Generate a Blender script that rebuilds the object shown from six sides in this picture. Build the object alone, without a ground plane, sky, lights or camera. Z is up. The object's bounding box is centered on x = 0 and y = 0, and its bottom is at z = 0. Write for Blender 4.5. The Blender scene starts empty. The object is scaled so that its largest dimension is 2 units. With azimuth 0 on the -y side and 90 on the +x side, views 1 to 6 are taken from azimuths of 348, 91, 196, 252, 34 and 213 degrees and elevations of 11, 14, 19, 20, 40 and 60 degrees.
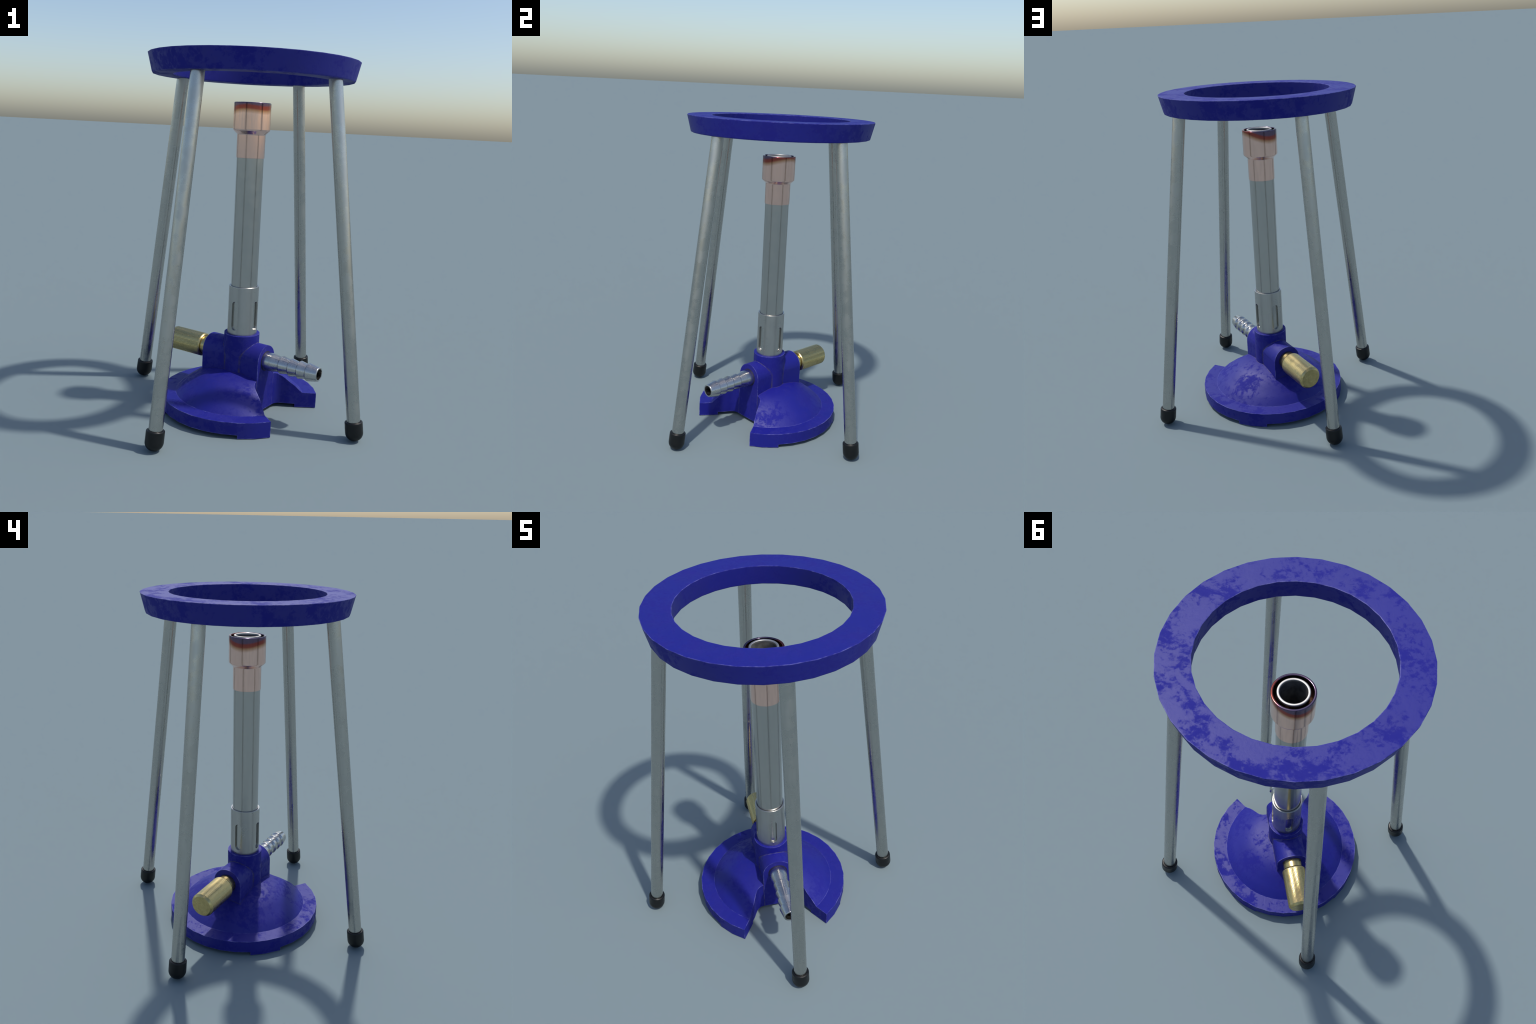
# Laboratory gas burner (cast blue base, steel barrel, copper flame head) standing under a
# four-legged blue ring stand.  All sizes in metres.
import bpy, bmesh, math
from mathutils import Vector, Matrix

PI = math.pi
Q = 1 / math.sqrt(2)
INLET = Vector((Q, -Q, 0))      # horizontal axis of hose inlet (+) and control knob (-)
SIDE = Vector((Q, Q, 0))
AXIS_Z = 0.316                  # height of that axis


# ------------------------------------------------------------------ helpers
def link(name, me, parent=None, mats=(), smooth=35):
    ob = bpy.data.objects.new(name, me)
    bpy.context.scene.collection.objects.link(ob)
    if parent:
        ob.parent = parent
    for m in mats:
        me.materials.append(m)
    if smooth:
        shade(me, smooth)
    return ob


def shade(me, deg):
    bm = bmesh.new(); bm.from_mesh(me)
    lim = math.radians(deg)
    for f in bm.faces:
        f.smooth = True
    for e in bm.edges:
        e.smooth = not (len(e.link_faces) == 2 and e.calc_face_angle(0) > lim)
    bm.to_mesh(me); bm.free()


def to_mesh(bm, name):
    bmesh.ops.recalc_face_normals(bm, faces=bm.faces)
    me = bpy.data.meshes.new(name)
    bm.to_mesh(me); bm.free()
    return me


def round_corners(pts, closed, n=3):
    """pts: (r, z, fillet) -> polyline with the marked corners rounded."""
    out = []
    N = len(pts)
    for i, p in enumerate(pts):
        r, z, f = p if len(p) == 3 else (p[0], p[1], 0)
        if f <= 0 or (not closed and i in (0, N - 1)):
            out.append((r, z)); continue
        P = Vector((r, z))
        A = Vector(pts[i - 1][:2]) - P
        B = Vector(pts[(i + 1) % N][:2]) - P
        f = min(f, A.length * .49, B.length * .49)
        a = P + A.normalized() * f
        b = P + B.normalized() * f
        g = .0012                                  # support loops keep the long faces flat in shading
        if A.length > 4 * (f + g):
            out.append(tuple(P + A.normalized() * (f + g)))
        for k in range(n + 1):
            t = k / n
            out.append(tuple(a * (1 - t) ** 2 + P * 2 * t * (1 - t) + b * t * t))
        if B.length > 4 * (f + g):
            out.append(tuple(P + B.normalized() * (f + g)))
    return out


def lathe(pts, seg, closed=True, phase=0.0, n=3):
    """Revolve a profile of (radius, height, fillet) round z."""
    prof = round_corners(pts, closed, n)
    bm = bmesh.new()
    rings = []
    for r, z in prof:
        if r < 1e-6:
            rings.append([bm.verts.new((0, 0, z))])
        else:
            rings.append([bm.verts.new((r * math.cos(phase + 2 * PI * k / seg),
                                        r * math.sin(phase + 2 * PI * k / seg), z)) for k in range(seg)])
    m = len(rings)
    for i in range(m if closed else m - 1):
        a, b = rings[i], rings[(i + 1) % m]
        if len(a) == 1 and len(b) == 1:
            continue
        for k in range(seg):
            k2 = (k + 1) % seg
            if len(a) == 1:
                bm.faces.new((a[0], b[k], b[k2]))
            elif len(b) == 1:
                bm.faces.new((a[k], a[k2], b[0]))
            else:
                bm.faces.new((a[k], a[k2], b[k2], b[k]))
    return bm


def prism(poly, z0, z1):
    bm = bmesh.new()
    lo = [bm.verts.new((x, y, z0)) for x, y in poly]
    hi = [bm.verts.new((x, y, z1)) for x, y in poly]
    n = len(poly)
    bm.faces.new(lo); bm.faces.new(hi)
    for i in range(n):
        bm.faces.new((lo[i], lo[(i + 1) % n], hi[(i + 1) % n], hi[i]))
    return bm


def boolean(ob, others, op):
    for o in others:
        md = ob.modifiers.new("b", 'BOOLEAN')
        md.operation = op; md.solver = 'EXACT'; md.object = o
    apply_mods(ob)
    for o in others:
        bpy.data.objects.remove(o)


def apply_mods(ob):
    dg = bpy.context.evaluated_depsgraph_get()
    dg.update()
    me = bpy.data.meshes.new_from_object(ob.evaluated_get(dg))
    ob.modifiers.clear()
    old = ob.data
    ob.data = me
    bpy.data.meshes.remove(old)


def clean(ob, dist=2e-4):
    bm = bmesh.new(); bm.from_mesh(ob.data)
    bmesh.ops.remove_doubles(bm, verts=bm.verts, dist=dist)
    bmesh.ops.dissolve_degenerate(bm, edges=bm.edges, dist=dist)
    bm.to_mesh(ob.data); bm.free()


def bevel_edges(ob, width, deg, seg=2):
    md = ob.modifiers.new("bev", 'BEVEL')
    md.width = width; md.segments = seg; md.limit_method = 'ANGLE'
    md.angle_limit = math.radians(deg)
    md.harden_normals = False
    apply_mods(ob)


def weighted(ob):
    md = ob.modifiers.new("weighted_normals", 'WEIGHTED_NORMAL')
    md.keep_sharp = True
    md.weight = 60


def empty(name, loc, label, category):
    e = bpy.data.objects.new(name, None)
    bpy.context.scene.collection.objects.link(e)
    e.location = loc
    e["label"] = label; e["category"] = category
    return e


# ------------------------------------------------------------------ materials
class Mat:
    def __init__(self, name):
        self.m = bpy.data.materials.new(name)
        self.m.use_nodes = True
        self.t = self.m.node_tree
        self.b = self.t.nodes["Principled BSDF"]
        self.tc = self.t.nodes.new("ShaderNodeTexCoord").outputs["Object"]

    def put(self, sock, v):
        s = self.b.inputs[sock]
        if isinstance(v, bpy.types.NodeSocket):
            self.t.links.new(v, s)
        else:
            s.default_value = v

    def node(self, kind, **kw):
        n = self.t.nodes.new(kind)
        for k, v in kw.items():
            setattr(n, k, v)
        return n

    def mapped(self, scale, loc=(0, 0, 0)):
        n = self.node("ShaderNodeMapping")
        n.inputs["Scale"].default_value = scale
        n.inputs["Location"].default_value = loc
        self.t.links.new(self.tc, n.inputs["Vector"])
        return n.outputs[0]

    def noise(self, scale, detail=5, rough=.55, dist=0, vec=None):
        n = self.node("ShaderNodeTexNoise")
        n.inputs["Scale"].default_value = scale
        n.inputs["Detail"].default_value = detail
        n.inputs["Roughness"].default_value = rough
        n.inputs["Distortion"].default_value = dist
        self.t.links.new(vec if vec is not None else self.tc, n.inputs["Vector"])
        return n.outputs["Fac"]

    def math(self, op, a, b=0.0, c=0.0, clamp=False):
        n = self.node("ShaderNodeMath", operation=op, use_clamp=clamp)
        for i, v in enumerate((a, b, c)):
            if isinstance(v, bpy.types.NodeSocket):
                self.t.links.new(v, n.inputs[i])
            else:
                n.inputs[i].default_value = v
        return n.outputs[0]

    def span(self, v, a, b, lo=0.0, hi=1.0):
        n = self.node("ShaderNodeMapRange", interpolation_type='SMOOTHSTEP')
        self.t.links.new(v, n.inputs["Value"])
        for k, x in (("From Min", a), ("From Max", b), ("To Min", lo), ("To Max", hi)):
            n.inputs[k].default_value = x
        return n.outputs[0]

    def mix(self, f, a, b):
        n = self.node("ShaderNodeMix", data_type='RGBA')
        ins = [n.inputs[0], n.inputs[6], n.inputs[7]]
        for s, v in zip(ins, (f, a, b)):
            if isinstance(v, bpy.types.NodeSocket):
                self.t.links.new(v, s)
            else:
                s.default_value = v if not isinstance(v, tuple) else (*v, 1)
        return n.outputs[2]

    def ramp(self, f, stops):
        n = self.node("ShaderNodeValToRGB")
        e = n.color_ramp.elements
        while len(e) < len(stops):
            e.new(.5)
        for el, (p, c) in zip(e, stops):
            el.position = p; el.color = (*c, 1)
        self.t.links.new(f, n.inputs[0])
        return n.outputs[0]

    def bump(self, h, strength, dist):
        n = self.node("ShaderNodeBump")
        n.inputs["Strength"].default_value = strength
        n.inputs["Distance"].default_value = dist
        self.t.links.new(h, n.inputs["Height"])
        self.put("Normal", n.outputs[0])

    def edges(self, radius):
        """0 on flat surfaces, rising on convex and concave edges."""
        bv = self.node("ShaderNodeBevel", samples=8)
        bv.inputs["Radius"].default_value = radius
        g = self.node("ShaderNodeNewGeometry")
        d = self.node("ShaderNodeVectorMath", operation='DOT_PRODUCT')
        self.t.links.new(bv.outputs[0], d.inputs[0])
        self.t.links.new(g.outputs["Normal"], d.inputs[1])
        return self.math('SUBTRACT', 1.0, d.outputs["Value"])


def blue_enamel(name, shift, seam=None):
    M = Mat(name)
    v = M.mapped((1, 1, 1), shift)
    big = M.noise(6, 9, .66, .35, v)                      # worn / polished blotches
    fine = M.noise(32, 7, .72, .4, v)
    blot = M.math('ADD', M.math('MULTIPLY', big, .60), M.math('MULTIPLY', fine, .40))
    matt = M.span(blot, .54, .42)                      # 1 = dull, chalky patch
    col = M.mix(matt, (.0014, .0022, .194), (.0010, .0014, .188))
    col = M.mix(M.span(M.noise(5, 4, .6, 0, v), .45, .7, 0, .5), col, (.0045, .0048, .178))
    # paint rubbed thin along the edges
    wear = M.math('MULTIPLY', M.span(M.edges(.007), .006, .07),
                  M.span(M.noise(24, 4, .7, 0, v), .40, .66, .06, .95))
    col = M.mix(wear, col, (.15, .15, .42))
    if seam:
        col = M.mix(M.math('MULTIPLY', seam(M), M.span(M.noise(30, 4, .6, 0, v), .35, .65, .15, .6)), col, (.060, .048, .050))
    M.put("Base Color", col)
    M.put("Roughness", M.math('ADD', M.span(matt, 0, 1, .53, .84),
                              M.math('MULTIPLY', fine, .07)))
    M.put("Specular IOR Level", .5)
    M.bump(M.math('ADD', M.noise(26, 5, .65, .3, v), M.math('MULTIPLY', M.noise(110, 3, .6, 0, v), .25)), .22, .004)
    return M.m


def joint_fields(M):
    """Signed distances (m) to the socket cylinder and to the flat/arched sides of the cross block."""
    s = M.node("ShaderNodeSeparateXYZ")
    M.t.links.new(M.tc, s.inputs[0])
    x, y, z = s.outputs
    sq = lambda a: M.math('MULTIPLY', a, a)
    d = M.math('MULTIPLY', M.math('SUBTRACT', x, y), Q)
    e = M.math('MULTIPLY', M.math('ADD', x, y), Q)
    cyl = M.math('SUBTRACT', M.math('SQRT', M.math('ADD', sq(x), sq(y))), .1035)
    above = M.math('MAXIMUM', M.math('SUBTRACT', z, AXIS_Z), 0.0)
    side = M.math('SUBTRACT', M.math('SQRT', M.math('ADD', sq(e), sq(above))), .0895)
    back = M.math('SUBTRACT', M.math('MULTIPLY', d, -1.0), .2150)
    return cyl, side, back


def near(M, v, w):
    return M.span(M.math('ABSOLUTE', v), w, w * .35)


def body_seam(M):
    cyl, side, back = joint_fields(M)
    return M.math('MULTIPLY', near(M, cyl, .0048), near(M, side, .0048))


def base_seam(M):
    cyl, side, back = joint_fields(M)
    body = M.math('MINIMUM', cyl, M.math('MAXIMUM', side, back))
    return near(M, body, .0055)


def steel(name, tint=(.50, .49, .455), rough=(.20, .32)):
    M = Mat(name)
    streak = M.noise(60, 5, .6, 0, M.mapped((1, 1, .12)))
    spot = M.noise(160, 3, .6)
    M.put("Metallic", 1.0)
    c = M.mix(M.span(streak, .35, .7, 0, .3), tint, tuple(x * .84 for x in tint))
    pits = M.math('MULTIPLY', M.span(spot, .62, .74), M.span(M.noise(9, 4, .6), .45, .62))
    c = M.mix(M.math('MULTIPLY', pits, .4), c, tuple(x * .6 for x in tint))
    M.put("Base Color", c)
    M.put("Roughness", M.math('ADD', M.span(M.noise(14, 5, .6), .35, .65, rough[0], rough[1]),
                              M.math('MULTIPLY', spot, .05)))
    M.bump(pits, .06, .0005)
    return M.m


def brass():
    M = Mat("brushed_brass")
    streak = M.noise(45, 4, .6, 0, M.mapped((1, 1, .08)))
    tarn = M.noise(18, 5, .65)
    M.put("Metallic", 1.0)
    c = M.mix(M.span(streak, .35, .7), (.60, .475, .215), (.49, .385, .165))
    c = M.mix(M.span(tarn, .55, .75, 0, .4), c, (.32, .25, .10))
    M.put("Base Color", c)
    M.put("Roughness", M.span(tarn, .3, .7, .24, .36))
    return M.m


def copper():
    """Copper with annealing colours running round the mouth of the flame head."""
    M = Mat("heat_tinted_copper")
    sx = M.node("ShaderNodeSeparateXYZ")
    M.t.links.new(M.tc, sx.inputs[0])
    x, y, z = sx.outputs
    r = M.math('SQRT', M.math('ADD', M.math('MULTIPLY', x, x), M.math('MULTIPLY', y, y)))
    c, s = M.math('DIVIDE', x, r), M.math('DIVIDE', y, r)
    line = M.math('ADD', 1.7561, M.math('MULTIPLY', c, .0144))
    line = M.math('ADD', line, M.math('MULTIPLY', s, .0039))
    line = M.math('ADD', line, M.math('MULTIPLY', M.math('MULTIPLY', c, s), .0244))
    wob = M.math('MULTIPLY', M.math('SUBTRACT', M.noise(12, 3), .5), .006)
    h = M.math('ADD', M.math('SUBTRACT', z, line), wob)          # >0: hottest, blue oxide
    f = M.math('MULTIPLY', M.math('ADD', h, .06), 10.0, clamp=True)
    streak = M.noise(70, 5, .6, 0, M.mapped((1, 1, .1)))
    base = M.mix(M.span(streak, .3, .7), (.95, .635, .525), (.82, .56, .47))
    tint = M.ramp(f, [(0, (1, 1, 1)), (.12, (1, 1, 1)), (.31, (.60, .47, .33)), (.40, (.38, .15, .13)),
                      (.54, (.34, .12, .12)), (.63, (.17, .17, .31)), (1, (.14, .17, .33))])
    n = M.node("ShaderNodeMix", data_type='RGBA', blend_type='MULTIPLY')
    n.inputs[0].default_value = 1
    M.t.links.new(base, n.inputs[6]); M.t.links.new(tint, n.inputs[7])
    M.put("Metallic", 1.0)
    M.put("Base Color", n.outputs[2])
    M.put("Roughness", M.span(streak, .3, .7, .14, .22))
    return M.m


def rubber():
    M = Mat("black_rubber")
    n = M.noise(120, 4, .6)
    M.put("Base Color", M.mix(M.span(n, .4, .7), (.0030, .0034, .0035), (.0055, .0058, .0058)))
    M.put("Roughness", M.span(M.noise(25, 5, .6), .35, .65, .34, .5))
    M.put("Specular IOR Level", .38)
    M.bump(n, .12, .001)
    return M.m


PAINT_RING = blue_enamel("worn_blue_enamel_ring", (0, 0, 0))
PAINT_BASE = blue_enamel("worn_blue_enamel_base", (3.1, 1.7, .4), base_seam)
PAINT_BODY = blue_enamel("worn_blue_enamel_body", (5.3, .7, 1.4), body_seam)
STEEL_LEG = steel("galvanised_steel")
STEEL_TUBE = steel("plain_steel_tube", (.505, .495, .465), (.15, .23))
STEEL_BRIGHT = steel("bright_nickel", (.52, .515, .505), (.19, .30))
STEEL_LIP = steel("burnished_rim", (.50, .49, .47), (.46, .55))
STEEL_COLLAR = steel("dull_steel_collar", (.50, .49, .465), (.25, .35))
BRASS = brass()
COPPER = copper()
RUBBER = rubber()
SM = Mat("dark_grey_bore")
SM.put("Base Color", SM.mix(SM.span(SM.noise(25, 5), .35, .65), (.10, .10, .10), (.20, .20, .19)))
SM.put("Metallic", .5)
SM.put("Roughness", .55)
BORE_GREY = SM.m

# ------------------------------------------------------------------ ring stand
stand = empty("ring_stand", (0, 0, 0), "tall four-legged stand with thick worn blue metal ring top", "lab stand")

# 32-sided ring, outside and inside both slightly conical
ring = link("support_ring", to_mesh(lathe([
    (.579, 2.0, .0035), (.5538, 1.8945, .006), (.440, 1.8945, .006), (.4265, 2.0, .0035)], 32, n=2), "support_ring"),
    stand, [PAINT_RING], 40)

LEG_LOW, LEG_HIGH = (.7612, 0.0), (.4970, 1.905)          # (distance from axis, height) of the leg's centre line
tilt = math.atan2(LEG_LOW[0] - LEG_HIGH[0], LEG_HIGH[1] - LEG_LOW[1])
leg_len = math.hypot(LEG_LOW[0] - LEG_HIGH[0], LEG_HIGH[1])
leg_me = to_mesh(lathe([(0, .03), (.0368, .03), (.0362, leg_len + .004), (0, leg_len + .004)], 40, False), "leg")
R = .0490
foot_prof = [(0, .0005)] + [(R * math.sin(a), .047 * (1 - math.cos(a)) + .0005) for a in
                            [math.radians(d) for d in range(9, 90, 9)]]
foot_prof += [(R, .0475), (R - .0005, .108, .005), (.0375, .111, .002), (.0372, .06), (0, .06)]
foot_me = to_mesh(lathe(foot_prof, 40, False), "rubber_foot")
for m, mt in ((leg_me, STEEL_LEG), (foot_me, RUBBER)):
    m.materials.append(mt)
    shade(m, 40)
for k in range(4):
    a = PI / 4 + k * PI / 2
    M = (Matrix.Translation((LEG_LOW[0] * math.cos(a), LEG_LOW[0] * math.sin(a), 0)) @
         Matrix.Rotation(a, 4, 'Z') @ Matrix.Rotation(-tilt, 4, 'Y'))
    leg = link("leg", leg_me, stand, smooth=0)
    leg.matrix_world = M
    foot = link("rubber_foot", foot_me, leg, smooth=0)
    foot.matrix_parent_inverse = Matrix.Identity(4)

# ------------------------------------------------------------------ burner
burner = empty("gas_burner", (0, 0, 0), "bunsen-type gas burner with blue cast base, steel barrel and copper tip",
               "gas burner")

# --- base: flat rim and dome turned as one, with a wedge cut out below the gas inlet
DOME = [(.376, .0915), (.360, .107), (.340, .1258), (.325, .137), (.310, .148), (.295, .159), (.280, .1702), (.265, .1808),
        (.250, .1905), (.235, .199), (.220, .2065), (.200, .2145), (.180, .2208), (.140, .2305), (.100, .2385), (.05, .243), (0, .244)]
RIM = .4605
base_bm = lathe([(0, 0), (RIM, 0), (RIM, .0895)] + [DOME[0]] + DOME[1:], 64, False)
# the rim itself is 32-sided: pull the odd outer vertices onto the chords
for v in base_bm.verts:
    r = math.hypot(v.co.x, v.co.y)
    if r > RIM - 1e-4:
        k = round(math.atan2(v.co.y, v.co.x) / (2 * PI / 64))
        if k % 2:
            s = math.cos(PI / 32)
            v.co.x *= s; v.co.y *= s
base = link("base", to_mesh(base_bm, "base"), burner, smooth=0)

FACE = .1755                                  # inner wall of the wedge, along INLET
a0 = math.radians(33.75)


def plan(d, e):
    p = INLET * d + SIDE * e
    return (p.x, p.y)


half = [(FACE, .0), (FACE, .097)]
# hollow fillet from the inner wall to the radial wall
half += [(.1775, .1095), (.1830, .1220), (.1920, .1335), (.2050, .1435), (.2250, .1545), (.2500, .2500 * math.tan(a0)),
         (.7, .7 * math.tan(a0))]
wedge = [plan(d, e) for d, e in half[1:]] + [plan(d, -e) for d, e in reversed(half[1:])]
cutter = link("cutter", to_mesh(prism(wedge, -.1, .5), "cutter"), smooth=0)
# underside hollowed by 2 cm except for four feet under the rim
cutters = [cutter]
hollow = [(.335 * math.cos(2 * PI * k / 32), .335 * math.sin(2 * PI * k / 32)) for k in range(32)]
cutters.append(link("cutter", to_mesh(prism(hollow, -.1, .02), "cutter"), smooth=0))
for q in range(4):
    gap = [(.30 * math.cos(math.radians(90 * q + d)), .30 * math.sin(math.radians(90 * q + d))) for d in (78.6, 11.4)]
    gap += [(.60 * math.cos(math.radians(90 * q + d)), .60 * math.sin(math.radians(90 * q + d))) for d in (11.4, 45, 78.6)]
    cutters.append(link("cutter", to_mesh(prism(gap, -.1, .02), "cutter"), smooth=0))
boolean(base, cutters, 'DIFFERENCE')
clean(base)
bm = bmesh.new(); bm.from_mesh(base.data)
sharp = [e for e in bm.edges if len(e.link_faces) == 2 and e.calc_face_angle(0) > math.radians(30)
         and max(v.co.z for v in e.verts) > .06 and e.calc_length() > 1e-4]
bmesh.ops.bevel(bm, geom=sharp, offset=.0028, segments=2, profile=.5, affect='EDGES', clamp_overlap=True)
bm.to_mesh(base.data); bm.free()
base.data.materials.append(PAINT_BASE)
shade(base.data, 28)
weighted(base)

# --- valve body: upright socket crossed by an arched block
body = link("valve_body", to_mesh(lathe([(0, .03), (.1035, .03), (.1035, .4525), (0, .4525)], 48, False), "valve_body"),
            burner, smooth=0)
arch = [(-.0895, .021), (.0895, .021)] + [(.0895 * math.cos(math.radians(d)), AXIS_Z + .0895 * math.sin(math.radians(d)))
                                          for d in range(0, 181, 12)]
blk_bm = prism(arch, -.1770, .2150)           # built along local z, turned onto the inlet axis below
blk = link("block", to_mesh(blk_bm, "block"), smooth=0)
# local x -> SIDE, local y -> up, local z -> -INLET
blk.data.transform(Matrix((( SIDE.x, 0, -INLET.x, 0), (SIDE.y, 0, -INLET.y, 0), (0, 1, 0, 0), (0, 0, 0, 1))))
bmx = bmesh.new(); bmx.from_mesh(blk.data); bmesh.ops.recalc_face_normals(bmx, faces=bmx.faces); bmx.to_mesh(blk.data); bmx.free()
boolean(body, [blk], 'UNION')
clean(body)
bevel_edges(body, .0045, 35, 3)
body.data.materials.append(PAINT_BODY)
shade(body.data, 28)
weighted(body)

# --- barrel and air collar
barrel = link("barrel", to_mesh(lathe([(.0757, .43), (.0757, 1.7675, .004), (.0640, 1.7675, .003), (.0640, .43)], 48), "barrel"),
     burner, [STEEL_TUBE], 40)
barrel.data.materials.append(BORE_GREY)
for p in barrel.data.polygons:
    c = p.center
    if p.normal.x * c.x + p.normal.y * c.y < 0 and c.z < 1.765:
        p.material_index = 1
lip = link("barrel_lip", to_mesh(lathe([(.0760, 1.756, .001), (.0760, 1.7685, .004), (.0637, 1.7685, .004), (.0637, 1.756, .001)],
                                       48), "barrel_lip"), burner, [STEEL_LIP], 40)

collar = link("air_collar", to_mesh(lathe([(.0863, .425), (.0863, .7350, .003), (.0764, .7340, .003), (.0764, .425)], 96),
                                    "air_collar"), burner, smooth=0)
cut = []
SW, Z0, Z1 = .0212, .480, .650                 # slot half width and ends
for k in range(4):
    a = PI / 4 + k * PI / 2
    outl = [(SW * math.cos(math.radians(d)), Z1 - SW + SW * math.sin(math.radians(d))) for d in range(0, 181, 15)]
    outl += [(SW * math.cos(math.radians(d)), Z0 + SW + SW * math.sin(math.radians(d))) for d in range(180, 361, 15)]
    c = link("cutter", to_mesh(prism(outl, .05, .12), "cutter"), smooth=0)
    c.data.transform(Matrix.Rotation(a, 4, 'Z') @ Matrix(((0, 0, 1, 0), (1, 0, 0, 0), (0, 1, 0, 0), (0, 0, 0, 1))))
    cut.append(c)
boolean(collar, cut, 'DIFFERENCE')
clean(collar, 1e-4)
bevel_edges(collar, .0016, 40, 2)
collar.data.materials.append(STEEL_COLLAR)
shade(collar.data, 30)
weighted(collar)

# --- copper flame head
link("flame_head", to_mesh(lathe([
    (.0765, 1.465), (.0794, 1.465, .0015), (.0794, 1.5945, .003), (.1032, 1.6165, .005), (.1032, 1.7665, .004),
    (.0915, 1.7665, .004), (.0915, 1.672, .003), (.0765, 1.665)], 48), "flame_head"), burner, [COPPER], 40)


def on_axis(name, prof, seg, mat, flip, closed=True, n=3):
    me = to_mesh(lathe(prof, seg, closed, n=n), name)
    ob = link(name, me, burner, [mat], 32)
    d = -INLET if flip else INLET
    x = Vector((0, 0, 1)).cross(d)
    ob.matrix_world = Matrix.Translation((0, 0, AXIS_Z)) @ Matrix((
        (x.x, 0, d.x, 0), (x.y, 0, d.y, 0), (0, 1, 0, 0), (0, 0, 0, 1)))
    return ob


# --- hose inlet: plain root, then four barbs tapering towards the tip
prof = [(.0300, .15), (.0530, .15), (.0530, .180), (.0520, .226, .004), (.0425, .275, .001)]
PEAKS = [.284, .345, .402, .457]              # each barb: steep shoulder facing the root, long taper to the tip
for i, p in enumerate(PEAKS):
    prof.append((.0514, p, .0016))
    if i < 3:
        prof.append((.0415, PEAKS[i + 1] - .0085, .001))
prof += [(.0392, .521, .004), (.0305, .522, .003), (.0300, .40), (.0300, .16)]
on_axis("hose_inlet", prof, 48, STEEL_BRIGHT, False)
# thin dark blue rings, made to look recessed, where inlet and knob neck enter the casting
JM = Mat("dark_blue_joint")
JM.put("Base Color", JM.mix(JM.span(JM.noise(40), .4, .6), (.006, .006, .030), (.012, .011, .045)))
JM.put("Roughness", .75)
for at, flip in ((.1770, False), (.2150, True)):
    on_axis("dark_joint_ring", [(.050, at - .003), (.0575, at - .003), (.0575, at + .0009), (.050, at + .0009)], 48, JM.m, flip)

# --- control knob: neck, chamfers and a finely fluted grip
on_axis("knob_neck", [(0, .19), (.0560, .19), (.0560, .275), (0, .275)], 48, BRASS, True, False)
FL = 64
grip_prof = round_corners([(.0545, .264), (.0635, .2645, .002), (.0702, .274, .003), (.0702, .4925, .003),
                           (.0585, .5055, .0015), (0, .5055)], False)
bm = bmesh.new()
rings = []
for r, h in grip_prof:
    if r < 1e-6:
        rings.append([bm.verts.new((0, 0, h))]); continue
    fl = .0008 if r > .0665 else 0
    rings.append([bm.verts.new(((r - (fl if k % 2 else 0)) * math.cos(PI * k / FL),
                                (r - (fl if k % 2 else 0)) * math.sin(PI * k / FL), h)) for k in range(2 * FL)])
for a, b in zip(rings, rings[1:]):
    for k in range(2 * FL):
        k2 = (k + 1) % (2 * FL)
        if len(b) == 1:
            bm.faces.new((a[k], a[k2], b[0]))
        else:
            bm.faces.new((a[k], a[k2], b[k2], b[k]))
knob = link("control_knob", to_mesh(bm, "control_knob"), burner, [BRASS], 14)
d = -INLET
x = Vector((0, 0, 1)).cross(d)
knob.matrix_world = Matrix.Translation((0, 0, AXIS_Z)) @ Matrix(((x.x, 0, d.x, 0), (x.y, 0, d.y, 0), (0, 1, 0, 0), (0, 0, 0, 1)))
